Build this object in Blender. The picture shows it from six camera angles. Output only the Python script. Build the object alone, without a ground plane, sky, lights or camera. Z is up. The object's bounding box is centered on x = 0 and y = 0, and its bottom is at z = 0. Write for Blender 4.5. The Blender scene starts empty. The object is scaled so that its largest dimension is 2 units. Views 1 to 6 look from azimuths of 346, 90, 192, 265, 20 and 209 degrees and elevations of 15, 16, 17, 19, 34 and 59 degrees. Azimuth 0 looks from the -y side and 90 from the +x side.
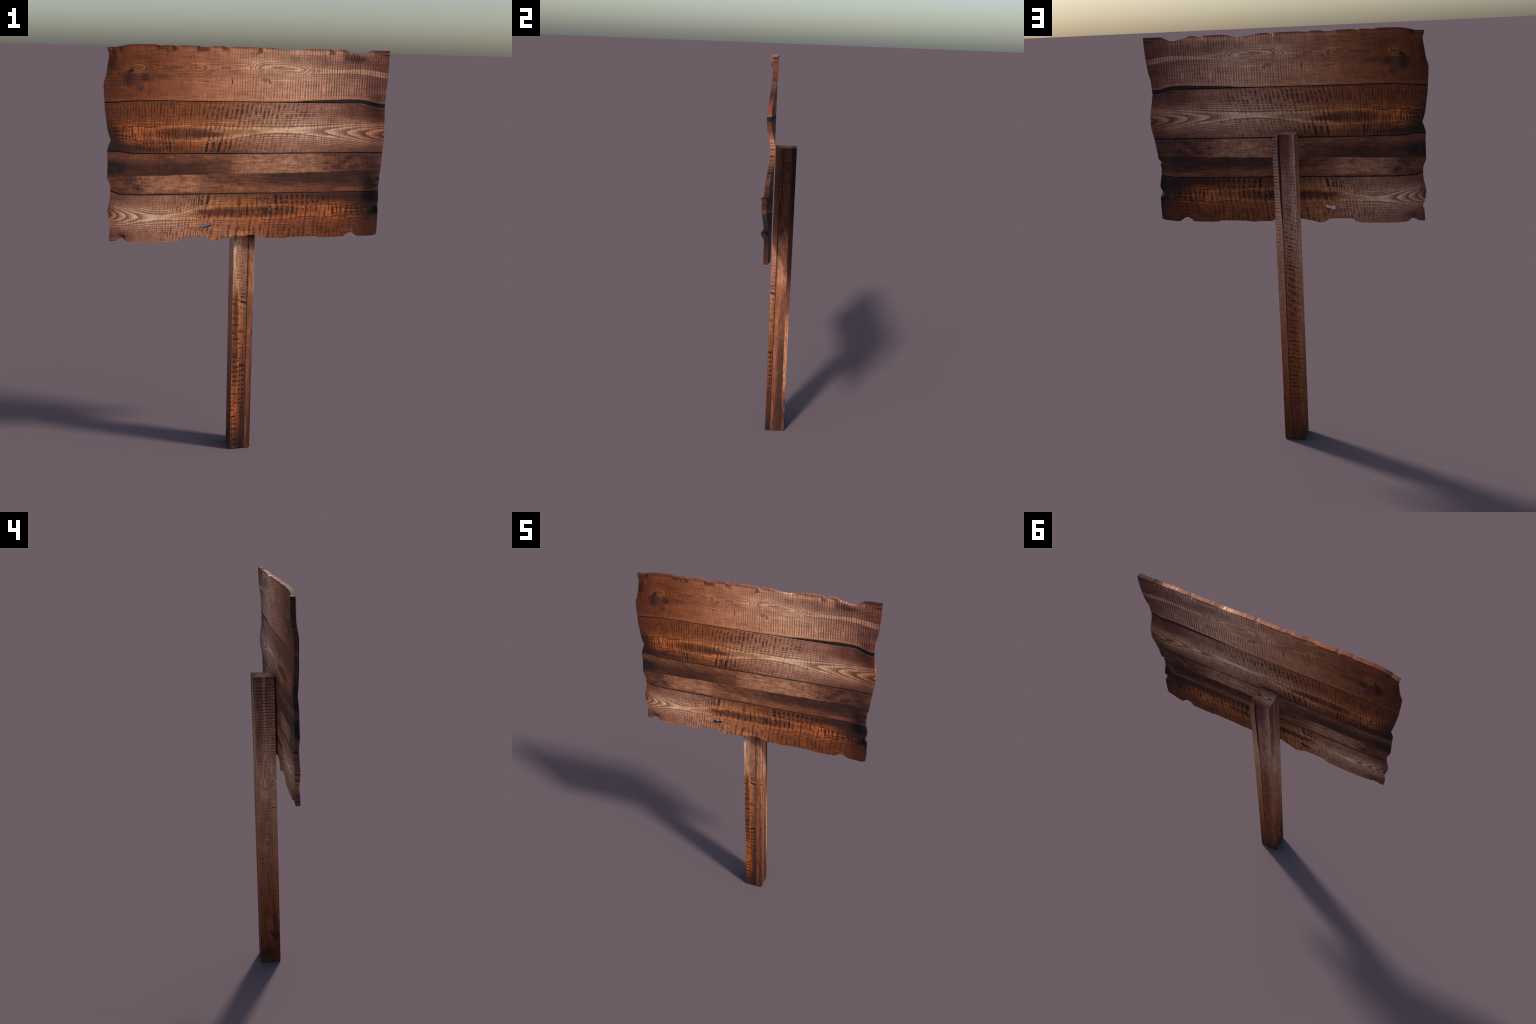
"""Weathered wooden sign: a board of four warped planks floating just in front of a square post."""
import bpy, bmesh, math
import numpy as np
from mathutils import Vector

# =====================================================================
#  Sizes and profiles (metres)
# =====================================================================
X_LEFT, X_RIGHT = -0.650, 0.6565        # board at rest
Z_LOW, Z_HIGH = 1.119, 2.000
Y_FRONT, THICK = -0.0505, 0.0200
POST_X = (-0.0640, 0.0400)
POST_Y = (-0.0222, 0.0812)
POST_TOP = 1.554


def curve(points):
    """Piecewise linear profile through (position, value) control points."""
    xs, ys = zip(*points)
    return lambda t: np.interp(t, xs, ys)


# --- outline of the broken edges: how the rest rectangle is eaten away ------------
top_edge = curve([(-0.650, 1.983), (-0.601, 1.984), (-0.576, 1.989), (-0.554, 1.995), (-0.516, 1.999), (-0.478, 2.000),
                  (-0.430, 2.000), (-0.413, 1.996), (-0.376, 1.999), (-0.357, 1.999), (-0.343, 1.994), (-0.331, 1.998),
                  (-0.314, 2.000), (-0.247, 1.999), (-0.234, 1.995), (-0.194, 1.995), (-0.176, 2.000), (-0.136, 2.000),
                  (-0.124, 1.997), (-0.104, 1.996), (-0.094, 1.999), (-0.044, 2.000), (0.032, 1.999), (0.046, 1.992),
                  (0.057, 1.999), (0.089, 2.000), (0.125, 1.994), (0.156, 1.990), (0.187, 1.989), (0.222, 1.991),
                  (0.262, 1.999), (0.298, 2.000), (0.364, 1.999), (0.377, 1.994), (0.388, 1.994), (0.401, 1.999),
                  (0.422, 2.000), (0.435, 1.998), (0.449, 1.991), (0.482, 1.986), (0.506, 1.981), (0.537, 1.982),
                  (0.556, 1.992), (0.571, 1.999), (0.656, 2.000)])
bottom_edge = curve([(-0.650, 1.131), (-0.620, 1.132), (-0.607, 1.140), (-0.598, 1.145), (-0.585, 1.142), (-0.579, 1.133),
                     (-0.568, 1.126), (-0.531, 1.121), (-0.508, 1.119), (-0.400, 1.118), (-0.347, 1.119), (-0.327, 1.126),
                     (-0.311, 1.138), (-0.255, 1.139), (-0.206, 1.138), (-0.188, 1.128), (-0.174, 1.119), (-0.149, 1.119),
                     (-0.129, 1.124), (-0.097, 1.130), (-0.072, 1.134), (-0.056, 1.137), (-0.021, 1.138), (-0.008, 1.142),
                     (0.033, 1.141), (0.052, 1.133), (0.067, 1.131), (0.077, 1.124), (0.147, 1.122), (0.168, 1.119),
                     (0.204, 1.124), (0.257, 1.125), (0.332, 1.125), (0.341, 1.123), (0.352, 1.118), (0.419, 1.118),
                     (0.474, 1.119), (0.487, 1.130), (0.502, 1.140), (0.517, 1.139), (0.529, 1.132), (0.547, 1.119),
                     (0.585, 1.120), (0.639, 1.123), (0.656, 1.129)])
left_edge = curve([(1.119, -0.649), (1.180, -0.645), (1.192, -0.640), (1.205, -0.637), (1.224, -0.645), (1.246, -0.651),
                   (1.267, -0.653), (1.298, -0.646), (1.316, -0.641), (1.347, -0.637), (1.380, -0.637), (1.396, -0.641),
                   (1.417, -0.650), (1.453, -0.648), (1.498, -0.646), (1.522, -0.646), (1.540, -0.647), (1.563, -0.640),
                   (1.587, -0.630), (1.611, -0.638), (1.634, -0.643), (1.661, -0.646), (1.689, -0.649), (1.717, -0.652),
                   (1.744, -0.653), (1.771, -0.654), (1.825, -0.655), (1.841, -0.652), (1.863, -0.644), (1.885, -0.639),
                   (1.906, -0.636), (1.933, -0.630), (1.954, -0.628), (1.972, -0.630), (1.983, -0.633), (2.000, -0.634)])
right_edge = curve([(1.119, 0.6440), (1.151, 0.6452), (1.231, 0.6436), (1.247, 0.641), (1.263, 0.6345), (1.279, 0.638),
                    (1.293, 0.641), (1.317, 0.6386), (1.351, 0.633), (1.381, 0.6312), (1.399, 0.634), (1.412, 0.6312),
                    (1.424, 0.637), (1.435, 0.639), (1.484, 0.6438), (1.525, 0.647), (1.580, 0.6555), (1.601, 0.6565),
                    (1.641, 0.6540), (1.668, 0.6508), (1.692, 0.6468), (1.710, 0.6440), (1.743, 0.6408), (1.770, 0.6415),
                    (1.802, 0.6428), (1.825, 0.6470), (1.852, 0.6503), (1.884, 0.6524), (1.914, 0.6542), (1.969, 0.6556),
                    (2.000, 0.6557)])
# --- how far the broken edges are bent forward (towards -y) ------------------------
right_forward = curve([(1.119, .0125), (1.231, .0123), (1.247, .0135), (1.293, .0160), (1.317, .0205), (1.351, .0262),
                       (1.381, .0287), (1.399, .0262), (1.420, .0205), (1.435, .0178), (1.484, .0162), (1.525, .0100),
                       (1.580, .0010), (1.641, .0004), (1.668, .0053), (1.692, .0121), (1.710, .0160), (1.743, .0196),
                       (1.770, .0190), (1.802, .0183), (1.825, .0122), (1.852, .0085), (1.884, .0050), (1.914, .0020),
                       (1.969, .0003), (2.000, .0005)])
right_notch = curve([(1.238, 0), (1.256, .0115), (1.266, .0125), (1.284, 0), (1.402, 0), (1.411, .0095), (1.415, .0095), (1.427, 0)])
left_forward = curve([(1.119, 0), (1.169, -.001), (1.209, -.0035), (1.287, .001), (1.371, -.002), (1.424, .0005), (1.542, -.001),
                      (1.600, -.0035), (1.693, 0), (1.829, .0005), (1.859, -.0033), (1.880, -.0063), (1.902, -.0082), (2.0, -.0078)])
top_chip = curve([(-0.640, -.002), (-0.56, 0), (-0.430, 0), (-0.413, .005), (-0.378, .004), (-0.357, 0), (-0.343, .007), (-0.320, 0),
                  (-0.247, 0), (-0.240, .006), (-0.196, .007), (-0.178, 0), (-0.136, 0), (-0.124, .005), (-0.104, .005), (-0.090, 0),
                  (0.032, 0), (0.042, .009), (0.060, 0), (0.364, 0), (0.374, .007), (0.390, .006), (0.402, 0)])
top_bend = curve([(0.085, 0), (0.140, .006), (0.200, .0065), (0.265, 0), (0.425, 0), (0.452, .010), (0.500, .0150), (0.535, .0145), (0.578, 0)])
bottom_chip = curve([(-0.615, 0), (-0.598, -.004), (-0.581, -.007), (-0.577, 0), (-0.335, 0), (-0.311, .002), (-0.255, .002),
                     (-0.185, 0), (-0.14, 0), (-0.055, .010), (-0.030, .011), (0.028, 0), (0.05, .003), (0.10, 0), (0.474, 0), (0.495, .004),
                     (0.517, .004), (0.547, 0)])
# --- seams between the planks (two curves where the top seam gapes open) ------------
SEAM_1_UP = [(-0.66, 1.7540), (-0.616, 1.7545), (-0.558, 1.7588), (-0.500, 1.7615), (-0.422, 1.7628), (-0.244, 1.7620), (-0.075, 1.7622),
             (0.070, 1.7625), (0.181, 1.7630), (0.256, 1.7680), (0.353, 1.7730), (0.407, 1.7745), (0.480, 1.7775), (0.518, 1.7765),
             (0.551, 1.7730), (0.586, 1.7650), (0.619, 1.7605), (0.66, 1.7600)]
SEAM_1_LOW = [(-0.66, 1.7480), (-0.616, 1.7490), (-0.558, 1.7540), (-0.500, 1.7580), (-0.422, 1.7592), (-0.244, 1.7585), (-0.075, 1.7588),
              (0.070, 1.7590), (0.182, 1.7580), (0.397, 1.7580), (0.519, 1.7588), (0.553, 1.7540), (0.587, 1.7455), (0.621, 1.7405), (0.66, 1.7390)]
SEAM_2 = [(-0.66, 1.5405), (-0.611, 1.5390), (-0.582, 1.5360), (-0.543, 1.5305), (-0.483, 1.5290), (-0.384, 1.5280), (-0.050, 1.5272),
          (0.200, 1.5275), (0.344, 1.5280), (0.66, 1.5280)]
SEAM_3 = [(-0.66, 1.3610), (-0.638, 1.3600), (-0.624, 1.3570), (-0.612, 1.3505), (-0.590, 1.3470), (-0.552, 1.3440), (-0.505, 1.3415),
          (-0.232, 1.3410), (-0.056, 1.3415), (0.200, 1.3398), (0.385, 1.3398), (0.537, 1.3385), (0.581, 1.3410), (0.644, 1.3470), (0.66, 1.3480)]
SEAM_HALF = 0.0024
GROOVE = 0.0025


# =====================================================================
#  Node writing: arithmetic on sockets reads like arithmetic
# =====================================================================
class Sheet:
    """Writes shader nodes into one tree."""

    def __init__(self, tree):
        self.tree = tree

    def node(self, kind, **props):
        n = self.tree.nodes.new(kind)
        for k, v in props.items():
            setattr(n, k, v)
        return n

    def put(self, value, socket):
        if isinstance(value, Val):
            self.tree.links.new(value.s, socket)
        elif isinstance(value, bpy.types.NodeSocket):
            self.tree.links.new(value, socket)
        else:
            if hasattr(socket.default_value, "__len__") and len(socket.default_value) == 4 and len(value) == 3:
                value = (*value, 1.0)
            socket.default_value = value

    def math(self, op, a, b=None, c=None, clamp=False):
        n = self.node("ShaderNodeMath", operation=op, use_clamp=clamp)
        for i, x in enumerate((a, b, c)):
            if x is not None:
                self.put(x, n.inputs[i])
        return Val(self, n.outputs[0])

    def xyz(self, x, y, z=0.0):
        n = self.node("ShaderNodeCombineXYZ")
        for i, q in enumerate((x, y, z)):
            self.put(q, n.inputs[i])
        return Val(self, n.outputs[0])

    def split(self, vec):
        n = self.node("ShaderNodeSeparateXYZ")
        self.put(vec, n.inputs[0])
        return [Val(self, o) for o in n.outputs]

    def noise(self, x, y, detail=2.0, rough=0.5, seed=0.0):
        n = self.node("ShaderNodeTexNoise", noise_dimensions="2D" if seed == 0 else "3D")
        self.put(self.xyz(x, y, seed), n.inputs["Vector"])
        n.inputs["Scale"].default_value = 1.0
        n.inputs["Detail"].default_value = detail
        n.inputs["Roughness"].default_value = rough
        return Val(self, n.outputs["Fac"])

    def profile(self, t, points, lo=-0.7, hi=0.7):
        """Smooth curve through (t, value) control points."""
        ys = [p[1] for p in points]
        y0, y1 = min(ys), max(ys)
        span = (y1 - y0) or 1.0
        n = self.node("ShaderNodeFloatCurve")
        c = n.mapping.curves[0]
        pts = [((x - lo) / (hi - lo), (y - y0) / span) for x, y in points]
        while len(c.points) < len(pts):
            c.points.new(0.5, 0.5)
        for p, q in zip(c.points, pts):
            p.location = q
            p.handle_type = "AUTO_CLAMPED"
        n.mapping.update()
        self.put((t - lo) / (hi - lo), n.inputs["Value"])
        return Val(self, n.outputs[0]) * span + y0

    def ramp(self, t, stops, lo=-0.7, hi=0.7):
        n = self.node("ShaderNodeValToRGB")
        e = n.color_ramp.elements
        while len(e) < len(stops):
            e.new(0.5)
        for q, (x, col) in zip(e, stops):
            q.position = (x - lo) / (hi - lo)
            q.color = (*col, 1)
        self.put((t - lo) / (hi - lo), n.inputs[0])
        return Val(self, n.outputs[0])

    def step(self, t, a, b):
        """0 below a, 1 above b, smooth between (a may exceed b)."""
        n = self.node("ShaderNodeMapRange", interpolation_type="SMOOTHSTEP")
        self.put(t, n.inputs["Value"])
        if a < b:
            rng = (a, b, 0.0, 1.0)
        else:
            rng = (b, a, 1.0, 0.0)
        for i, v in enumerate(rng):
            n.inputs[1 + i].default_value = v
        return Val(self, n.outputs[0])

    def mix(self, fac, a, b, blend="MIX"):
        n = self.node("ShaderNodeMix", data_type="RGBA", blend_type=blend, clamp_factor=True)
        self.put(fac, n.inputs[0])
        self.put(a, n.inputs[6])
        self.put(b, n.inputs[7])
        return Val(self, n.outputs[2])

    def choose(self, fac, a, b):
        n = self.node("ShaderNodeMix", data_type="FLOAT")
        self.put(fac, n.inputs[0])
        self.put(a, n.inputs[2])
        self.put(b, n.inputs[3])
        return Val(self, n.outputs[0])

    def scale(self, col, k):
        n = self.node("ShaderNodeVectorMath", operation="SCALE")
        self.put(col, n.inputs[0])
        self.put(k, n.inputs["Scale"])
        return Val(self, n.outputs[0])

    def spot(self, u, v, cu, cv, ru, rv, hard=0.0):
        """Soft elliptical patch: 1 in the middle, 0 outside."""
        r2 = ((u - cu) / ru) ** 2 + ((v - cv) / rv) ** 2
        return self.step(r2, 1.0, hard)

    def box(self, t, a, b, soft):
        return self.step(t, a - soft, a + soft) * self.step(t, b + soft, b - soft)


class Val:
    def __init__(self, sheet, socket):
        self.sh, self.s = sheet, socket

    def __add__(self, o): return self.sh.math("ADD", self, o)
    def __radd__(self, o): return self.sh.math("ADD", o, self)
    def __sub__(self, o): return self.sh.math("SUBTRACT", self, o)
    def __rsub__(self, o): return self.sh.math("SUBTRACT", o, self)
    def __mul__(self, o): return self.sh.math("MULTIPLY", self, o)
    def __rmul__(self, o): return self.sh.math("MULTIPLY", o, self)
    def __truediv__(self, o): return self.sh.math("DIVIDE", self, o)
    def __rtruediv__(self, o): return self.sh.math("DIVIDE", o, self)
    def __neg__(self): return self.sh.math("MULTIPLY", self, -1.0)
    def __pow__(self, o):
        return self * self if o == 2 else self.sh.math("POWER", self, o)
    def abs(self): return self.sh.math("ABSOLUTE", self)
    def frac(self): return self.sh.math("FRACT", self)
    def sin(self): return self.sh.math("SINE", self)
    def sqrt(self): return self.sh.math("SQRT", self)
    def min(self, o): return self.sh.math("MINIMUM", self, o)
    def max(self, o): return self.sh.math("MAXIMUM", self, o)
    def below(self, o): return self.sh.math("LESS_THAN", self, o)
    def clamp(self): return self.sh.math("ADD", self, 0.0, clamp=True)


CHARCOAL = (0.011, 0.0115, 0.0125)
UMBER = (0.055, 0.026, 0.022)
INK = (0.030, 0.023, 0.032)
TAN = (0.78, 0.47, 0.27)


def growth_rings(s, dv, half, k_in, k_out):
    """Cathedral grain. dv: distance from the heart line, half: half width of the pale heart.
    Hyperbola-like level lines outside the heart, nested tongues inside it."""
    r = dv * dv - half * half
    outside = r.max(0.0) / (dv.abs() + k_out)
    inside = r.min(0.0) / k_in
    return outside + inside


def saw_marks(s, u, v, pitch, slant, width, seed, wobble=0.35, run=22.0):
    """Broken dark dashes across the grain left by the saw."""
    a = u - v * slant
    jitter = s.noise(a * 23.0, v * 9.0, 1.0, 0.5, seed)
    fray = s.noise(u * 60.0, v * 210.0, 2.0, 0.7, seed + 2.0) - 0.5          # ragged by the grain
    wave = ((a / pitch + jitter * wobble * 4.0).frac() - 0.5).abs() + fray * 0.30   # 0 at the mark
    mark = s.step(wave, width * 1.15, width * 0.25)
    breaks = s.noise(a * 55.0, v * run, 2.0, 0.6, seed + 5.0)
    return mark * s.step(breaks, 0.37, 0.58)


def top_plank_colour(s, k):
    u, v, wob, wob2, blotch, streak = k.u, k.v, k.wob, k.wob2, k.blotch, k.streak
    s1u = k.s1u
    # =================== top plank ===========================================
    knot = s.spot(u, v, -0.51, 1.885, 0.115, 0.085)
    heart = s.profile(u, [(-0.7, 1.868), (-0.60, 1.872), (-0.53, 1.893), (-0.47, 1.906), (-0.35, 1.906), (-0.1, 1.905), (0.10, 1.910),
                          (0.30, 1.903), (0.50, 1.902), (0.58, 1.897), (0.64, 1.890), (0.7, 1.888)])
    half = s.profile(u, [(-0.7, 0.016), (-0.60, 0.012), (-0.55, 0.020), (-0.5, 0.020), (-0.44, 0.008), (-0.32, 0.004), (-0.25, 0.022), (-0.17, 0.010),
                         (-0.12, 0.016), (-0.05, 0.008), (0.0, 0.020), (0.08, 0.036), (0.18, 0.034), (0.27, 0.022), (0.315, 0.0115),
                         (0.40, 0.0105), (0.6, 0.0135), (0.7, 0.015)])
    k_in = s.profile(u, [(-0.7, 0.03), (-0.3, 0.05), (0.0, 0.040), (0.2, 0.030), (0.30, 0.026), (0.36, 0.055), (0.7, 0.06)])
    pin = s.spot(u, v, 0.06, 1.86, 0.16, 0.30) + s.spot(u, v, -0.135, 1.86, 0.07, 0.20) * 0.8
    dv = v + wob * 0.010 + wob2 * 0.0028 - heart
    dv = s.choose(s.step(dv, 0.002, -0.004), dv, dv * (1.0 + pin * 1.3))      # rings gather on the pin knots below
    f1 = growth_rings(s, dv, half, k_in, 0.018)
    swirl = s.spot(u, v, -0.512, 1.880, 0.085, 0.075)
    f1 = f1 - swirl * 0.016 * s.step(v, 1.85, 1.88)
    arch = s.box(u, -0.03, 0.30, 0.05) * s.step(dv.abs(), 0.055, 0.03)
    p1 = (f1 / (s.choose(s.step(u, -0.45, -0.35), 0.0062, 0.0072) + arch * 0.0030) + wob2 * 0.35).frac()
    late1 = (1.0 - p1) ** 2
    strength1 = s.step(dv.abs(), 0.085, 0.02) * s.profile(u, [(-0.7, 1.0), (-0.45, .95), (-0.36, .45), (-0.28, .6), (-0.05, .6), (0.1, .75), (0.35, .9), (0.7, 1.0)])
    base1 = s.ramp(u, [(-0.66, (.20, .070, .032)), (-0.58, (.265, .090, .038)), (-0.45, (.36, .132, .056)), (-0.25, (.54, .240, .125)), (0.0, (.70, .375, .225)),
                       (0.2, (.80, .470, .305)), (0.38, (.72, .410, .270)), (0.50, (.52, .265, .180)), (0.60, (.31, .130, .085)), (0.66, (.24, .095, .068))])
    # yellow streaks and pale heart
    pale_heart = s.step(f1, 0.001, -0.001) * s.box(u, 0.0, 0.64, 0.05)
    base1 = s.mix(pale_heart * s.step(u, 0.26, 0.32) * s.profile(u, [(-0.7, .5), (0.4, .5), (0.6, .38), (0.7, .38)]), base1, (.90, .59, .38))
    flame = s.spot(u, v, -0.215, 1.905, 0.095, 0.055) * s.step(s.noise(u * 16.0, (v + wob * 0.03) * 75.0, 1.0, 0.5, 21.0), 0.55, 0.63)
    base1 = s.mix(flame * 0.6, base1, (.80, .47, .19))
    # the saw's regular ladder of rungs
    rung_jit = s.noise(u * 30.0, v * 8.0, 2.0, 0.5, 23.0) - 0.5
    coarse = ((u / 0.0124 + rung_jit * 0.55).frac() - 0.5).abs()
    fine = ((u / 0.0046 + rung_jit * 0.4).frac() - 0.5).abs()
    lower = s.step(v, 1.858, 1.845)
    rung_c = s.choose(lower, s.step(coarse, 0.24, 0.06), s.step(coarse, 0.40, 0.10))
    rung_w = s.noise(u * 60.0, v * 14.0, 2.0, 0.6, 29.0)
    rung = (1.0 - arch * 0.35) * s.choose(s.step(u, -0.20, -0.10), s.step(fine, 0.42, 0.10) * 0.9, rung_c) * s.step(rung_w, 0.22, 0.52)
    rung_amt = s.profile(u, [(-0.7, .75), (-0.55, .70), (-0.3, .60), (-0.23, .30), (-0.16, .3), (0.0, .62), (0.3, .72), (0.7, .78)])
    seam_calm = s.step(v - s1u, 0.004, 0.018)
    base1 = s.mix(s.step(late1, 0.5, 0.05) * arch * 0.80, base1, (.95, .64, .44))
    c1 = s.mix(late1 * strength1 * (0.85 - arch * 0.15), base1, s.scale(base1, 0.28))
    hair1 = ((f1 / 0.0046 + wob2 * 0.5).frac() - 0.5).abs() * 2.0
    c1 = s.mix(s.step(hair1, 0.55, 0.95) * s.step(v, 1.855, 1.872) * s.choose(s.step(dv, -0.006, 0.004), 0.62, 0.40), c1, s.scale(c1, 0.40))
    c1 = s.mix((rung * rung_amt * seam_calm).max(rung_c * s.step(f1, 0.001, -0.001) * s.step(u, 0.22, 0.32) * 0.80), c1, s.mix(s.step(u, 0.0, 0.6), s.scale(base1, 0.42), (.105, .060, .058)))
    # knot on the left and its dark halo
    swirl_light = s.step(late1, 0.75, 0.1) * swirl * s.step(v, 1.868, 1.884)
    c1 = s.mix(swirl_light * 0.5, c1, (.50, .215, .075))
    c1 = s.mix(late1 * swirl * s.step(v, 1.868, 1.884) * 0.6, c1, UMBER)
    u, v = u + wob * 0.035 + wob2 * 0.010, v + wob * 0.020 + wob2 * 0.016
    c1 = s.mix(s.spot(u, v, -0.545, 1.850, 0.034, 0.048, 0.0) * 0.75, c1, UMBER)
    c1 = s.mix(s.spot(u, v, -0.478, 1.858, 0.030, 0.024, 0.1) * 0.62, c1, UMBER)
    c1 = s.mix(s.spot(u, v, -0.578, 1.992, 0.014, 0.030, 0.2) * 0.65, c1, UMBER)
    kd = ((u + 0.512 + (v - 1.84) * 0.22) / 0.0165) ** 2 + ((v - 1.842) / 0.038) ** 2
    c1 = s.mix(s.step(kd, 1.05, 0.8) * 0.75, c1, (.135, .058, .048))
    c1 = s.mix(s.box(kd, 0.85, 1.25, 0.18) * s.step(v, 1.85, 1.83) * 0.75, c1, (.05, .035, .045))
    c1 = s.mix(s.spot(u, v, -0.500, 1.897, 0.026, 0.022, 0.45) * 0.5, c1, s.mix(rung * 0.7, (.47, .20, .070), (.20, .08, .04)))
    c1 = s.mix(s.spot(u, v, -0.64, 1.925, 0.035, 0.075) * 0.6, c1, UMBER)
    c1 = s.mix(s.spot(u, v, -0.40, 1.867, 0.05, 0.018) * 0.35, c1, UMBER)
    u, v = k.u, k.v
    # grey-violet pin knots, the short black split, worn cracks under the flame
    violet = (.33, .235, .225)
    c1 = s.mix(s.spot(u, v, 0.060, 1.8585, 0.021, 0.0145, 0.35) * s.choose(s.step((u / 0.011).frac(), 0.3, 0.5), 0.55, 0.9), c1, violet)
    c1 = s.mix(s.spot(u, v, -0.139, 1.8605, 0.010, 0.0135, 0.2) * 0.75, c1, violet)
    c1 = s.mix(s.spot(u, v, 0.083, 1.851, 0.006, 0.014, 0.3) * 0.6, c1, UMBER)
    c1 = s.mix(s.spot(u, v, 0.15, 1.8575 + (u - 0.15) * 0.03, 0.075, 0.0035, 0.2) * 0.6, c1, (.82, .60, .43))
    c1 = s.mix(s.spot(u + (v - 1.845) * 0.04, v, -0.0885, 1.849, 0.0026, 0.0175, 0.3) * 0.92, c1, CHARCOAL)
    for cz, cu, ru in ((1.8625, -0.205, 0.050), (1.847, -0.218, 0.036)):
        line = s.spot(u, v + wob2 * 0.006, cu, cz, ru, 0.0022, 0.2)
        c1 = s.mix(line * 0.7, c1, (.12, .085, .055))
        c1 = s.mix(s.spot(u, v + wob2 * 0.006, cu, cz - 0.0035, ru, 0.0018, 0.2) * 0.5, c1, (.78, .50, .26))
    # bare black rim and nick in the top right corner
    c1 = s.mix(s.step(v, 1.9955, 1.9975) * s.step(u, 0.44, 0.52), c1, (.035, .032, .033))
    c1 = s.mix(s.step(v, 1.986, 1.996) * s.step(u, 0.52, 0.60) * 0.5, c1, UMBER)
    c1 = s.mix(s.spot(u, v, 0.645, 1.9785, 0.034, 0.0024, 0.3) * 0.9, c1, CHARCOAL)
    c1 = s.mix(s.spot(u, v, 0.208, 1.994, 0.006, 0.006, 0.5) * 0.85, c1, (.82, .74, .66))
    # long dark breath on the upper right
    c1 = s.mix(s.spot(u, v, 0.36, 1.948, 0.30, 0.036) * s.step(blotch, 0.30, 0.60) * 0.55, c1, (.16, .07, .06))
    c1 = s.mix(s.step(v, 1.986, 1.996) * 0.55, c1, (.16, .06, .045))  # rim colour darkened to hold down the sunlit top edge
    # orange lip along the seam
    c1 = s.mix(s.step(v - s1u, 0.012, 0.002) * s.step(u, -0.35, 0.05) * 0.45, c1, (.46, .19, .06))
    return c1


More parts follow.
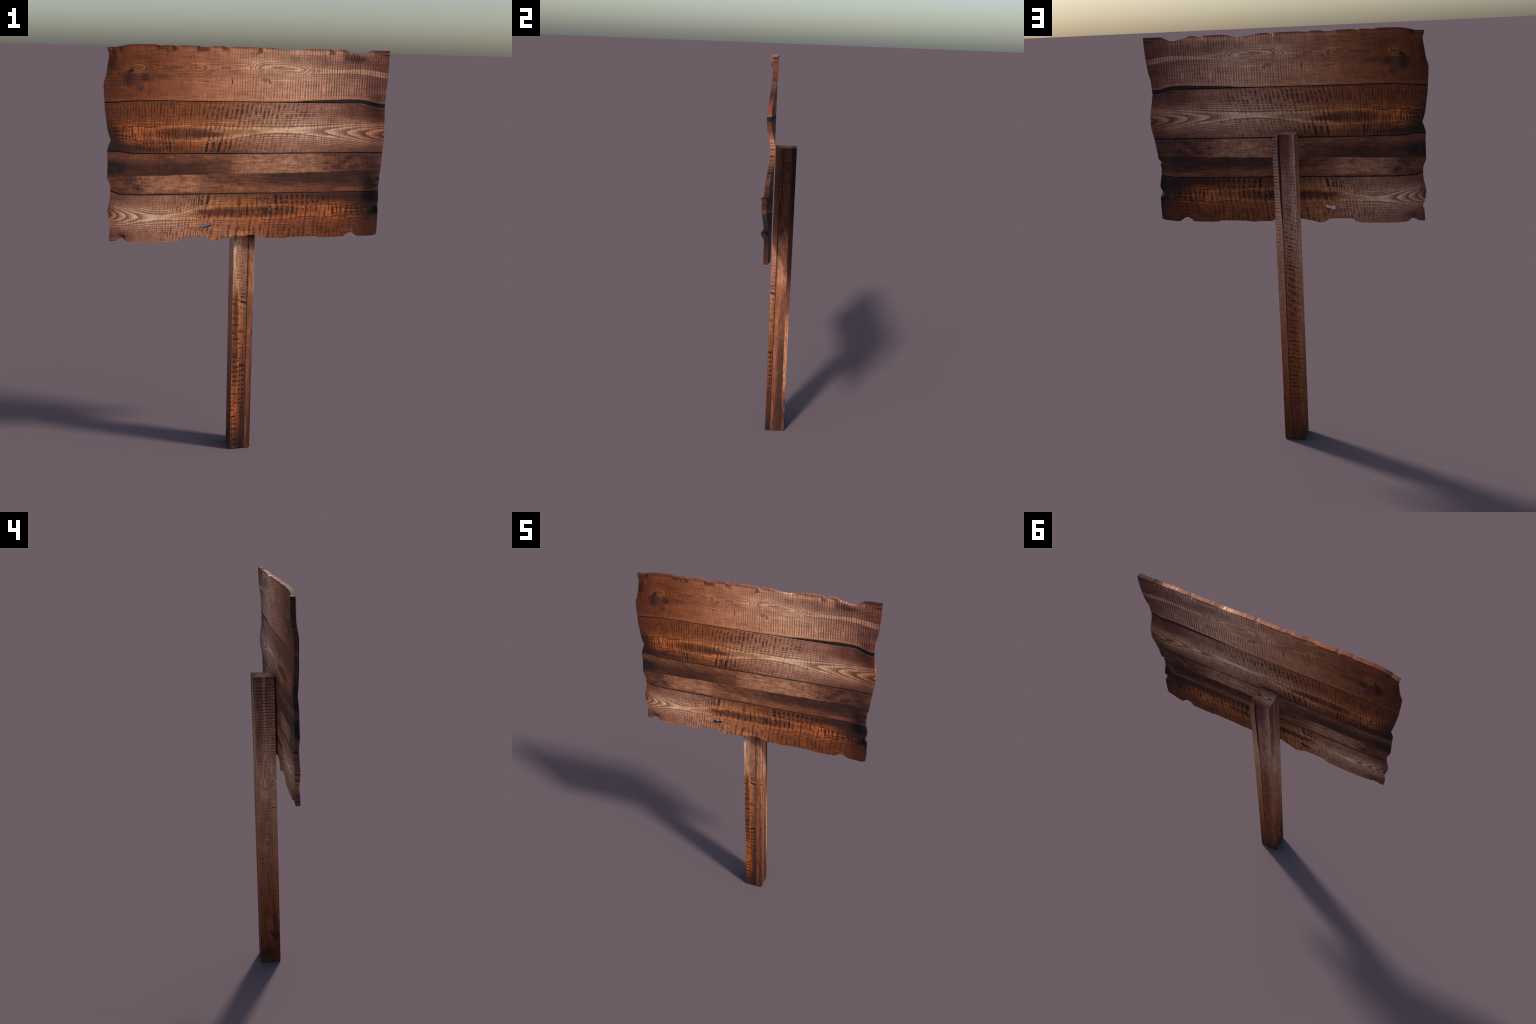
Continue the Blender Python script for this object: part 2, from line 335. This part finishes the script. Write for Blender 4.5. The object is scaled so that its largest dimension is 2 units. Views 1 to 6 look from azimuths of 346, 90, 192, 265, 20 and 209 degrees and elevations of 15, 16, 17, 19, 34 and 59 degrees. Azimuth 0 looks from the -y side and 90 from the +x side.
def twin_plank_colour(s, k):
    u, v, wob, wob2, blotch, streak = k.u, k.v, k.wob, k.wob2, k.blotch, k.streak
    s3 = k.s3
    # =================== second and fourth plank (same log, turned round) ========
    low = v.below(s3)
    u_turn = s.profile(u, [(-0.7, 0.74), (-0.655, 0.665), (-0.620, 0.572), (-0.576, 0.476), (-0.525, 0.372), (-0.410, 0.125), (-0.265, -0.085), (-0.205, -0.195),
                           (0.0, -0.30), (0.2, -0.41), (0.39, -0.52), (0.46, -0.565), (0.60, -0.63), (0.7, -0.68)])
    v_turn = 2.869 - v
    a = s.choose(low, u, u_turn)
    b = s.choose(low, v, v_turn)
    heart2 = s.profile(a, [(-0.7, 1.612), (-0.5, 1.618), (-0.3, 1.618), (-0.05, 1.624), (0.125, 1.6335), (0.35, 1.629), (0.48, 1.624), (0.60, 1.617), (0.7, 1.612)])
    half2 = s.profile(a, [(-0.7, 0.030), (-0.635, 0.020), (-0.59, 0.004), (-0.565, 0.018), (-0.535, 0.030), (-0.46, 0.026), (-0.42, 0.032), (-0.30, 0.037), (-0.18, 0.033), (-0.07, 0.024), (0.02, 0.018),
                          (0.125, 0.0128), (0.25, 0.0175), (0.36, 0.0265), (0.46, 0.0365), (0.56, 0.0455), (0.65, 0.0530), (0.7, 0.057)])
    k_in2 = s.profile(a, [(-0.7, 0.03), (-0.6, 0.05), (-0.53, 0.085), (-0.40, 0.175), (-0.18, 0.165), (-0.06, 0.10), (0.08, 0.06), (0.30, 0.080), (0.40, 0.084), (0.7, 0.084)])
    wav = s.noise(a * 11.0, b * 26.0, 2.0, 0.55, 31.0) - 0.5
    rip = s.noise(a * 55.0, b * 60.0, 2.0, 0.6, 33.0) - 0.5
    lively = s.step(a, 0.0, -0.25)
    dv2 = b + wav * (0.005 + lively * 0.024) + rip * (0.0020 + lively * 0.005) - heart2
    f2 = growth_rings(s, dv2, half2, k_in2, s.choose(s.step(dv2, -0.002, 0.002), 0.034, 0.046))
    eye = s.spot(a, b, -0.52, 1.615, 0.03, 0.028, 0.0)
    p2 = (f2 / 0.0082 + rip * 0.22 + eye * (0.7 + wav * 2.0)).frac()
    late2 = s.step(p2, 0.80, 0.08)
    near2 = s.step(dv2.abs(), 0.105, 0.015)
    base2 = s.ramp(a, [(-0.66, (.19, .066, .030)), (-0.58, (.32, .105, .036)), (-0.48, (.42, .142, .045)), (-0.30, (.50, .185, .066)), (-0.12, (.56, .240, .110)), (0.03, (.69, .365, .220)),
                       (0.20, (.74, .415, .280)), (0.36, (.62, .325, .225)), (0.48, (.38, .168, .112)), (0.58, (.31, .128, .086)), (0.66, (.24, .095, .068))])
    base4 = s.ramp(u, [(-0.66, (.33, .145, .100)), (-0.58, (.42, .195, .130)), (-0.48, (.66, .345, .225)), (-0.36, (.76, .415, .265)), (-0.22, (.75, .380, .205)), (-0.05, (.64, .285, .130)),
                       (0.15, (.46, .170, .068)), (0.35, (.40, .142, .054)), (0.50, (.33, .105, .036)), (0.59, (.21, .068, .030)), (0.66, (.085, .040, .030))])
    base2 = s.mix(low, base2, base4)
    glow = (s.step(f2, 0.001, -0.0012) * s.choose(s.step(a, -0.1, 0.1), 0.62, 0.45) + s.step(f2, 0.045, 0.010) * 0.42) * s.step(a, -0.66, -0.54)
    base2 = s.mix(glow, base2, s.ramp(a, [(-0.6, (.54, .185, .052)), (-0.4, (.58, .220, .080)), (-0.2, (.68, .31, .14)), (0.05, (.86, .55, .33)), (0.22, (.98, .70, .49)), (0.42, (.86, .56, .37)), (0.62, (.58, .28, .165))]))
    amt2 = s.profile(a, [(-0.7, .95), (-0.4, .85), (-0.1, .75), (0.1, .8), (0.7, .95)])
    c2 = s.mix(late2 * (0.30 + near2 * 0.70) * amt2 * 0.92, base2, s.scale(base2, 0.26))
    hair2 = ((f2 / 0.0041 + rip * 0.6).frac() - 0.5).abs() * 2.0
    c2 = s.mix(s.step(hair2, 0.45, 0.95) * s.step(f2, 0.010, 0.024) * 0.62, c2, s.scale(c2, 0.34))
    # far from the heart the wood is darker and finely lined
    c2 = s.mix(s.step(dv2, 0.04, 0.10) * 0.22, c2, s.scale(c2, 0.45))
    c2 = s.mix(s.step(dv2, -0.03, -0.085) * s.choose(s.step(a, -0.1, 0.2), 0.55, 0.35), c2, s.scale(c2, 0.45))
    # saw marks, thin ones to the left and broad slanting ones in the middle
    thin = saw_marks(s, a, b, 0.0135, 0.03, 0.26, 41.0)
    broad = saw_marks(s, a, b, 0.0215, 0.20, 0.30, 47.0, 0.25, 44.0)
    where = s.step(a, -0.27, -0.20) * s.step(a, 0.36, 0.20)
    marks = s.choose(where, thin, broad)
    zone_up = s.box(b, 1.692, 1.748, 0.010) * s.step(a, 0.50, 0.0)
    zone_mid = s.box(b, 1.598, 1.636, 0.012) * s.step(a, -0.05, -0.20)
    zone_low = s.box(b, 1.536, 1.580, 0.008) * (s.box(a, -0.52, -0.34, 0.03).max(s.box(a, -0.225, -0.09, 0.015)))
    zone_all = s.step(a, 0.6, 0.3)
    c2 = s.mix(marks * (zone_all * s.step(dv2.abs(), 0.0, 0.02) * 0.68), c2, s.mix(s.step(a, -0.12, 0.12), (.13, .055, .045), (.27, .125, .090)))
    c2 = s.mix(marks * zone_up * s.choose(low, 0.68, 0.35), c2, (.075, .042, .044))
    c2 = s.mix(marks * zone_mid * 0.85, c2, INK)
    bold = s.step((((a + b * 0.03) / 0.0150 + wav * 0.5).frac() - 0.5).abs() + rip * 0.35, 0.34, 0.14) * s.step(s.noise(a * 35.0, b * 40.0, 1.0, 0.5, 53.0), 0.38, 0.50)
    bold2 = s.step((((a - b * 0.22) / 0.0265 + wav * 0.4).frac() - 0.5).abs() + rip * 0.35, 0.30, 0.12) * s.step(s.noise(a * 35.0, b * 40.0, 1.0, 0.5, 57.0), 0.36, 0.48)
    c2 = s.mix(s.choose(s.step(a, -0.30, -0.25), bold, bold2) * zone_low * 0.9, c2, INK)
    c2 = s.mix(bold * s.box(b + wav * 0.06 + rip * 0.02, 1.592, 1.630, 0.012) * s.box(a, -0.46, -0.30, 0.05) * s.step(blotch, 0.35, 0.55) * 0.75, c2, INK)
    # fine weave on the pale part
    weave = s.step((((a + rip * 0.004) / 0.0075).frac() - 0.5).abs(), 0.22, 0.08) * s.step(s.noise(a * 70.0, b * 30.0, 2.0, 0.6, 59.0), 0.45, 0.6)
    c2 = s.mix(weave * 0.52, c2, s.scale(c2, 0.40))
    # purple brown core of the long heart
    core = s.spot(a, b + wav * 0.01, -0.215, 1.614, 0.100, 0.0150, 0.25)
    c2 = s.mix(core * 0.72, c2, (.17, .062, .042))
    # dark left end, dark corners
    c2 = s.mix(s.spot(a, b, -0.66, 1.575, 0.10, 0.12) * 0.80, c2, (.045, .026, .024))
    c2 = s.mix(s.spot(a, b, -0.60, 1.552, 0.16, 0.030) * 0.65, c2, (.040, .024, .022))
    c2 = s.mix(s.spot(a, b, 0.66, 1.575, 0.12, 0.07) * 0.45, c2, UMBER)
    c2 = s.mix(s.spot(a, b, 0.60, 1.725, 0.22, 0.06) * s.step(blotch, 0.40, 0.62) * 0.55, c2, UMBER)
    c2 = s.mix(low * s.spot(u, v, 0.648, 1.245, 0.045, 0.045, 0.1) * 0.80, c2, (.020, .014, .014))
    c2 = s.mix(low * s.spot(u, v, 0.655, 1.320, 0.12, 0.045) * 0.48, c2, (.022, .016, .016))
    return c2


def third_plank_colour(s, k):
    u, v, wob, wob2, blotch, streak = k.u, k.v, k.wob, k.wob2, k.blotch, k.streak
    # =================== third plank =========================================
    base3 = s.ramp(u, [(-0.66, (.19, .083, .046)), (-0.50, (.29, .125, .066)), (-0.25, (.38, .170, .088)), (0.05, (.45, .210, .115)), (0.22, (.43, .200, .115)), (0.38, (.29, .125, .075)), (0.55, (.19, .080, .050)), (0.66, (.13, .060, .042))])
    c3 = base3
    fray3 = s.noise(u * 18.0, v * 60.0, 4.0, 0.7, 63.0) - 0.5
    mid = 1.434 + (u * 0.012) + wob * 0.006 + fray3 * 0.010
    over = s.step(v - mid, -0.003, 0.003)            # 1 above the middle line
    # right: sharp dark band below the middle, fading downwards
    dark_r = (1.0 - over) * s.step(u, -0.22, 0.18) * s.step(v + fray3 * 0.05, 1.345, 1.400)
    c3 = s.mix(dark_r * (0.82 + fray3 * 0.6), c3, (.066, .031, .025))
    # left: dark band above the middle, blunt lower edge
    dark_l = over * s.profile(u, [(-0.7, 1.0), (-0.55, .80), (-0.35, .95), (-0.2, .80), (0.02, 0.05), (0.08, 0.0), (0.7, 0.0)]) * s.step(v + fray3 * 0.06, 1.524, 1.470)
    c3 = s.mix(dark_l * (0.80 + fray3 * 0.6), c3, (.060, .027, .021))
    c3 = s.mix(s.spot(u, v, -0.655, 1.468, 0.13, 0.042, 0.1) * 0.85, c3, (.022, .019, .019))
    # pale flank left of the middle and above the band
    c3 = s.mix((1.0 - over) * s.box(u, -0.50, -0.22, 0.06) * s.step(v, 1.345, 1.36) * 0.65, c3, (.60, .320, .190))
    c3 = s.mix(over * s.box(u, -0.05, 0.34, 0.08) * 0.65, c3, (.62, .350, .215))
    c3 = s.mix(s.spot(u, v, -0.14, 1.415, 0.13, 0.035) * 0.5, c3, (.14, .066, .05))
    c3 = s.mix((1.0 - over) * s.spot(u, v, 0.30, 1.352, 0.45, 0.022) * 0.5, c3, (.32, .115, .050))
    # mottling
    mott = s.noise(u * 24.0, v * 40.0, 5.0, 0.72, 61.0)
    mottle_amt = s.spot(u, v, -0.56, 1.39, 0.16, 0.06).max(s.spot(u, v, 0.50, 1.48, 0.26, 0.07)).max(0.40)
    c3 = s.mix(s.step(mott, 0.38, 0.66) * mottle_amt * 1.0, c3, (.085, .043, .036))
    # fine cloth-like weave
    weave3 = s.step((((u + wob2 * 0.004) / 0.0068).frac() - 0.5).abs(), 0.25, 0.08) * s.step(s.noise(u * 30.0, v * 40.0, 2.0, 0.6, 67.0), 0.5, 0.62)
    c3 = s.mix(weave3 * 0.60, c3, s.scale(c3, 0.5))
    c3 = s.scale(c3, 1.0 + streak * 0.75 + fray3 * 0.7)
    return c3


def wood_group(top, pair, third):
    """The wood of the top plank, of the second and fourth, and of the third: only the asked ones are written."""
    g = bpy.data.node_groups.new("weathered_plank_wood", "ShaderNodeTree")
    g.interface.new_socket("Vector", in_out="INPUT", socket_type="NodeSocketVector")
    g.interface.new_socket("Color", in_out="OUTPUT", socket_type="NodeSocketColor")
    g.interface.new_socket("Height", in_out="OUTPUT", socket_type="NodeSocketFloat")
    s = Sheet(g)
    gin, gout = s.node("NodeGroupInput"), s.node("NodeGroupOutput")
    u, v, _ = s.split(gin.outputs[0])

    # ---- shared irregularity ------------------------------------------------
    wob = s.noise(u * 7.0, v * 18.0, 2.0) - 0.5
    wob2 = s.noise(u * 40.0, v * 70.0, 2.0, 0.6, 3.0) - 0.5
    blotch = s.noise(u * 14.0, v * 22.0, 3.0, 0.6, 7.0)
    grit = s.noise(u * 190.0, v * 330.0, 2.0, 0.7, 11.0) - 0.5
    streak = s.noise(u * 9.0, v * 240.0, 3.0, 0.65, 13.0) - 0.5        # fine lines along the grain
    hatch = s.noise(u * 260.0, v * 16.0, 2.0, 0.6, 17.0) - 0.5         # fine lines across the grain

    s1u, s1l = s.profile(u, SEAM_1_UP), s.profile(u, SEAM_1_LOW)
    s2, s3 = s.profile(u, SEAM_2), s.profile(u, SEAM_3)


    class Wood:
        pass
    k = Wood()
    k.u, k.v, k.wob, k.wob2, k.blotch, k.streak = u, v, wob, wob2, blotch, streak
    k.s1u, k.s1l, k.s2, k.s3 = s1u, s1l, s2, s3
    c1 = top_plank_colour(s, k) if top else (0.0, 0.0, 0.0)
    c2 = twin_plank_colour(s, k) if pair else (0.0, 0.0, 0.0)
    c3 = third_plank_colour(s, k) if third else (0.0, 0.0, 0.0)

    # =================== put together =========================================
    is1 = s.step(v - s1l, -0.0005, 0.0005)
    is3 = s.step(v - s2, 0.0005, -0.0005) * s.step(v - s3, -0.0005, 0.0005)
    if pair and third:
        col = s.mix(is3, c2, c3)
    else:
        col = c2 if pair else c3
    if top:
        col = s.mix(is1, col, c1) if pair or third else c1
    tone = 1.0 + streak * 1.35 + hatch * 0.9 + grit * 1.3 + (blotch - 0.5) * 0.75
    col = s.scale(col, tone.max(0.12) * 1.04)
    deep = s.node("ShaderNodeGamma")
    s.put(col, deep.inputs[0])
    deep.inputs[1].default_value = 1.26
    col = s.mix(1.0, Val(s, deep.outputs[0]), (1.0, 0.945, 0.965), "MULTIPLY")
    # tiny pale specks
    speck = s.node("ShaderNodeTexVoronoi", feature="F1", voronoi_dimensions="2D")
    s.put(s.xyz(u, v), speck.inputs["Vector"])
    speck.inputs["Scale"].default_value = 26.0
    pick = s.split(Val(s, speck.outputs["Color"]))[0]
    dot = s.step(Val(s, speck.outputs["Distance"]), 0.06, 0.02) * s.step(pick, 0.94, 0.95)
    col = s.mix(dot * 0.5, col, (.62, .50, .42))
    # soft shading painted along the plank edges, then the black seams
    d1 = s.choose(is1, s1l - v, v - s1u).abs()
    d2, d3 = (v - s2).abs(), (v - s3).abs()
    seam_shading = s.step(d2.min(d3).min(s.choose(is1, s1l - v, 1.0)), 0.013, 0.001)
    col = s.mix(seam_shading * 0.30, col, UMBER)
    gape = s.step(v - s1l, -0.0012, 0.0004) * s.step(v - s1u, 0.0010, -0.0010)
    thick = s.profile(u, [(-0.7, 1.7), (-0.6, 1.4), (-0.5, 1.0), (0.2, 1.0), (0.5, 1.25), (0.7, 1.7)])
    seam = gape.max(s.step(d2 / thick, SEAM_HALF + 0.0006, SEAM_HALF - 0.0008)).max(s.step(d3 / thick, SEAM_HALF + 0.0006, SEAM_HALF - 0.0008))
    ember = gape * s.step(v - s1l, 0.0035, 0.006) * s.step(s.noise(u * 16.0, v * 300.0, 2.0, 0.6, 71.0), 0.45, 0.6) * s.step(u, 0.62, 0.35)
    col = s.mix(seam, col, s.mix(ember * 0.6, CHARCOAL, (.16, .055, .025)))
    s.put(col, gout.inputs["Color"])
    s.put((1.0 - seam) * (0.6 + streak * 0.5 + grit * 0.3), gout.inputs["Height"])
    return g


TOP_WOOD = wood_group(True, False, False)
TWIN_WOOD = wood_group(False, True, False)
THIRD_WOOD = wood_group(False, False, True)


def joined_wood(upper, lower, seam):
    """Two planks' wood meeting at a seam (for the post, whose faces are cut across two planks)."""
    g = bpy.data.node_groups.new("weathered_joined_wood", "ShaderNodeTree")
    g.interface.new_socket("Vector", in_out="INPUT", socket_type="NodeSocketVector")
    g.interface.new_socket("Color", in_out="OUTPUT", socket_type="NodeSocketColor")
    g.interface.new_socket("Height", in_out="OUTPUT", socket_type="NodeSocketFloat")
    s = Sheet(g)
    gin, gout = s.node("NodeGroupInput"), s.node("NodeGroupOutput")
    u, v, _ = s.split(gin.outputs[0])
    over = s.step(v - s.profile(u, seam), -0.0004, 0.0004)
    up, low = s.node("ShaderNodeGroup", node_tree=upper), s.node("ShaderNodeGroup", node_tree=lower)
    for n in (up, low):
        s.put(gin.outputs[0], n.inputs[0])
    s.put(s.mix(over, low.outputs["Color"], up.outputs["Color"]), gout.inputs["Color"])
    s.put(s.choose(over, low.outputs["Height"], up.outputs["Height"]), gout.inputs["Height"])
    return g


LOWER_WOOD = joined_wood(THIRD_WOOD, TWIN_WOOD, SEAM_3)
UPPER_WOOD = joined_wood(TOP_WOOD, TWIN_WOOD, SEAM_1_LOW)


def wood_material(name, wood, along, across):
    """along/across: (axis, scale, offset) from object coordinates into the wood's own coordinates."""
    m = bpy.data.materials.new(name)
    m.use_nodes = True
    t = m.node_tree
    t.nodes.clear()
    s = Sheet(t)
    tc = s.node("ShaderNodeTexCoord")
    xyz = s.split(tc.outputs["Object"])
    if len(along) == 2:      # drawn-out unevenly: control points (position on the post, place in the wood)
        uu = s.profile(xyz[along[0]], along[1], 0.0, 1.6)
    else:
        uu = xyz[along[0]] * along[1] + along[2]
    vv = xyz[across[0]] * across[1] + across[2]
    g = s.node("ShaderNodeGroup", node_tree=wood)
    s.put(s.xyz(uu, vv), g.inputs[0])
    bump = s.node("ShaderNodeBump")
    bump.inputs["Strength"].default_value = 0.25
    bump.inputs["Distance"].default_value = 0.0012
    t.links.new(g.outputs["Height"], bump.inputs["Height"])
    b = s.node("ShaderNodeBsdfPrincipled")
    t.links.new(g.outputs["Color"], b.inputs["Base Color"])
    t.links.new(bump.outputs[0], b.inputs["Normal"])
    b.inputs["Roughness"].default_value = 0.78
    b.inputs["Specular IOR Level"].default_value = 0.22
    o = s.node("ShaderNodeOutputMaterial")
    t.links.new(b.outputs[0], o.inputs[0])
    return m


# =====================================================================
#  Geometry
# =====================================================================
root = bpy.data.objects.new("wooden_sign", None)
root.empty_display_size = 0.2
bpy.context.collection.objects.link(root)
root["label"] = "weathered wooden signboard of four planks on a square post"
root["category"] = "wooden sign"


def add(name, mesh, parent=root):
    o = bpy.data.objects.new(name, mesh)
    bpy.context.collection.objects.link(o)
    o.parent = parent
    return o


def ease(d, reach):
    t = np.clip(1.0 - d / reach, 0.0, 1.0)
    return t * t * (3.0 - 2.0 * t)


def warp(x, z):
    """Rest position on the flat board -> position on the warped, chipped board (front face)."""
    dl, dr, dt, db = x - X_LEFT, X_RIGHT - x, Z_HIGH - z, z - Z_LOW
    nx = x + (left_edge(z) - X_LEFT) * ease(dl, 0.07) + (right_edge(z) - X_RIGHT) * ease(dr, 0.10)
    nz = z + (top_edge(x) - Z_HIGH) * ease(dt, 0.055) + (bottom_edge(x) - Z_LOW) * ease(db, 0.055)
    fwd = right_forward(z) * ease(dr, 0.115) + right_notch(z) * ease(dr, 0.020) + left_forward(z) * ease(dl, 0.06)
    fwd += 1.25 * top_chip(x) * ease(dt, 0.022) + top_bend(x) * ease(dt, 0.070) + bottom_chip(x) * ease(db, 0.034)
    return nx, nz, Y_FRONT - fwd


def rows_between(z0, z1, step=0.0045):
    n = max(8, int(round((z1 - z0) / step)))
    return np.linspace(0.0, 1.0, n + 1)


def plank_mesh(name, low, low_in, high, high_in):
    """low/high: curves of the two long edges; *_in: curves where the groove's slope begins."""
    xs = np.linspace(X_LEFT, X_RIGHT, 301)
    t = rows_between(float(np.mean(low(xs))), float(np.mean(high(xs))))
    gap = 0.00015
    nr = len(t) + 2
    X = np.repeat(xs[None, :], nr, 0)
    zl = low(xs) + (gap if low_in else 0)
    zh = high(xs) - (gap if high_in else 0)
    zli = low_in(xs) if low_in else zl
    zhi = high_in(xs) if high_in else zh
    Z = np.empty_like(X)
    D = np.zeros_like(X)
    Z[0], Z[-1] = zl, zh
    for i, q in enumerate(t):
        Z[i + 1] = zli + (zhi - zli) * q
    if low_in:
        D[0] = GROOVE
    else:
        Z[1] = Z[1] + 0.0008
    if high_in:
        D[-1] = GROOVE
    else:
        Z[-2] = Z[-2] - 0.0008
    nx, nz, ny = warp(X, Z)
    nrow, ncol = X.shape
    front = np.stack([nx, ny + D, nz], -1).reshape(-1, 3)
    back = np.stack([nx, ny + THICK - D, nz], -1).reshape(-1, 3)
    verts = np.concatenate([front, back])
    N = nrow * ncol
    faces = []
    idx = lambda r, c: r * ncol + c
    for r in range(nrow - 1):
        for c in range(ncol - 1):
            q = (idx(r, c), idx(r, c + 1), idx(r + 1, c + 1), idx(r + 1, c))
            faces.append(q)
            faces.append(tuple(N + k for k in reversed(q)))
    for c in range(ncol - 1):
        faces.append((idx(0, c + 1), idx(0, c), N + idx(0, c), N + idx(0, c + 1)))
        r = nrow - 1
        faces.append((idx(r, c), idx(r, c + 1), N + idx(r, c + 1), N + idx(r, c)))
    for r in range(nrow - 1):
        faces.append((idx(r, 0), idx(r + 1, 0), N + idx(r + 1, 0), N + idx(r, 0)))
        c = ncol - 1
        faces.append((idx(r + 1, c), idx(r, c), N + idx(r, c), N + idx(r + 1, c)))
    me = bpy.data.meshes.new(name)
    me.from_pydata(verts.tolist(), [], faces)
    me.update()
    return me


def finish(mesh, angle=35):
    mesh.shade_smooth()
    mesh.set_sharp_from_angle(angle=math.radians(angle))


def board_wood(wood):
    return wood_material("weathered_board_wood", wood, (0, 1.0, 0.0), (2, 1.0, 0.0))


twin = board_wood(TWIN_WOOD)
board_woods = [board_wood(TOP_WOOD), twin, board_wood(THIRD_WOOD), twin]
c1u, c1l, c2, c3 = curve(SEAM_1_UP), curve(SEAM_1_LOW), curve(SEAM_2), curve(SEAM_3)
flat = lambda z: (lambda x: np.full_like(x, z))
shift = lambda f, d: (lambda x: f(x) + d)
w = SEAM_HALF
layout = [
    (c1l, c1u, flat(Z_HIGH), None),
    (c2, shift(c2, w), c1l, shift(c1l, -w)),
    (c3, shift(c3, w), c2, shift(c2, -w)),
    (flat(Z_LOW), None, c3, shift(c3, -w)),
]
planks = []
for (low, low_in, high, high_in), wood in zip(layout, board_woods):
    me = plank_mesh("plank", low, low_in, high, high_in)
    me.materials.append(wood)
    planks.append(add("plank", me))

# ---- the ragged knot hole through the lowest plank -----------------------------------
hole = [(-0.2310, 1.191), (-0.2275, 1.2005), (-0.2190, 1.2005), (-0.2060, 1.1965), (-0.1945, 1.2045), (-0.1820, 1.2035),
        (-0.1808, 1.1900), (-0.1885, 1.1860), (-0.2065, 1.1840), (-0.2070, 1.1785), (-0.2275, 1.1790)]
bm = bmesh.new()
ring = [bm.verts.new((x, -0.12, z)) for x, z in hole]
face = bm.faces.new(ring)
ext = bmesh.ops.extrude_face_region(bm, geom=[face])
bmesh.ops.translate(bm, vec=(0, 0.12, 0), verts=[e for e in ext["geom"] if isinstance(e, bmesh.types.BMVert)])
bmesh.ops.recalc_face_normals(bm, faces=bm.faces)
cut_me = bpy.data.meshes.new("hole_cutter")
bm.to_mesh(cut_me)
bm.free()
hole_wood = bpy.data.materials.new("dark_hole_wood")
hole_wood.use_nodes = True
hs = Sheet(hole_wood.node_tree)
htc = hs.node("ShaderNodeTexCoord")
hx, hy, hz = hs.split(htc.outputs["Object"])
hole_bsdf = hole_wood.node_tree.nodes["Principled BSDF"]
hs.put(hs.mix(hs.noise(hx * 400.0 + hz * 400.0, hy * 60.0), (.012, .008, .007), (.05, .024, .017)), hole_bsdf.inputs["Base Color"])  # shade inside the hole baked into a near-black wall colour
hole_bsdf.inputs["Roughness"].default_value = 0.9
cut_me.materials.append(hole_wood)
cutter = bpy.data.objects.new("hole_cutter", cut_me)
bpy.context.collection.objects.link(cutter)
mod = planks[3].modifiers.new("hole", "BOOLEAN")
mod.object, mod.operation, mod.solver = cutter, "DIFFERENCE", "EXACT"
mod.material_mode = "TRANSFER"
bpy.context.view_layer.update()
cutmesh = bpy.data.meshes.new_from_object(planks[3].evaluated_get(bpy.context.evaluated_depsgraph_get()))
planks[3].modifiers.clear()
planks[3].data = cutmesh
cutmesh.name = "plank"
bpy.data.objects.remove(cutter)
for p in planks:
    if not p.data.materials:
        p.data.materials.append(twin)
    finish(p.data)


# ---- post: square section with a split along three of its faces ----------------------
K = 1.62                         # the grain is squeezed across the post
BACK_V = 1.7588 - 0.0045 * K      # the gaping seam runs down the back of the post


def post_mesh():
    x0, x1 = POST_X
    y0, y1 = POST_Y
    cut = 0.0016                              # half width of a split
    ch = 0.0012                               # worn arris
    fx, ry, bx = 0.0075, 0.0035, 0.0042       # where the splits run
    zs = [0.0, ch, 0.3, 0.6, 0.9, 1.05, 1.2, 1.3, 1.4, 1.48, POST_TOP - ch, POST_TOP]

    def section(z):
        k = 0.0 if ch <= z <= POST_TOP - ch else ch
        x_low = bx
        x_up = bx + float(np.interp(z, [0.0, 0.9, 1.2, 1.40, 1.554], [0.0026, 0.0026, 0.0040, 0.0085, 0.0110]))
        wide, bxz = (x_up - x_low) / 2, (x_up + x_low) / 2
        A, B, C, Dd = x0 + k, x1 - k, y0 + k, y1 - k
        deep = 0.0016
        return [(A + ch, C, 0), (fx - cut, C, 0), (fx, C + deep, 0), (fx + cut, C, 0), (B - ch, C, 0),
                (B, C + ch, 1), (B, ry - cut, 1), (B - deep, ry, 1), (B, ry + cut, 1), (B, Dd - ch, 1),
                (B - ch, Dd, 2), (bxz + wide, Dd, 2), (bxz, Dd - deep, 2), (bxz - wide, Dd, 2), (A + ch, Dd, 2),
                (A, Dd - ch, 3), (A, C + ch, 3)]
    n = len(section(0))
    verts, faces, slots = [], [], []
    for z in zs:
        verts += [(p[0], p[1], z) for p in section(z)]
    side = [p[2] for p in section(0)]
    for i in range(len(zs) - 1):
        for j in range(n):
            k = (j + 1) % n
            faces.append((i * n + j, i * n + k, (i + 1) * n + k, (i + 1) * n + j))
            slots.append(side[j])
    faces.append(tuple(range(n))[::-1])
    slots.append(4)
    faces.append(tuple((len(zs) - 1) * n + j for j in range(n)))
    slots.append(4)
    me = bpy.data.meshes.new("post")
    me.from_pydata(verts, [], faces)
    me.polygons.foreach_set("material_index", slots)
    me.update()
    return me


post_me = post_mesh()
DOWN = [(0.0, 0.585), (0.135, 0.462), (0.28, 0.310), (0.83, -0.230), (1.01, -0.410), (1.25, -0.600), (1.554, -0.690)]
UP = [(0.0, -0.690), (0.227, -0.500), (0.69, -0.215), (0.892, -0.0885), (1.0086, 0.060), (1.265, 0.315), (1.554, 0.560)]
for mat in (
    wood_material("weathered_post_front_wood", LOWER_WOOD, (2, DOWN), (0, K, 1.3405 - 0.0075 * K)),
    wood_material("weathered_post_right_wood", LOWER_WOOD, (2, DOWN), (1, K, 1.3405 - 0.0035 * K)),
    wood_material("weathered_post_back_wood", UPPER_WOOD, (2, UP), (0, K, BACK_V)),
    wood_material("weathered_post_left_wood", TOP_WOOD, (2, UP), (1, K, 1.8547)),
    wood_material("weathered_post_end_wood", TWIN_WOOD, (0, K, 0.52), (1, K, 1.585)),
):
    post_me.materials.append(mat)
finish(post_me, 20)
add("post", post_me)
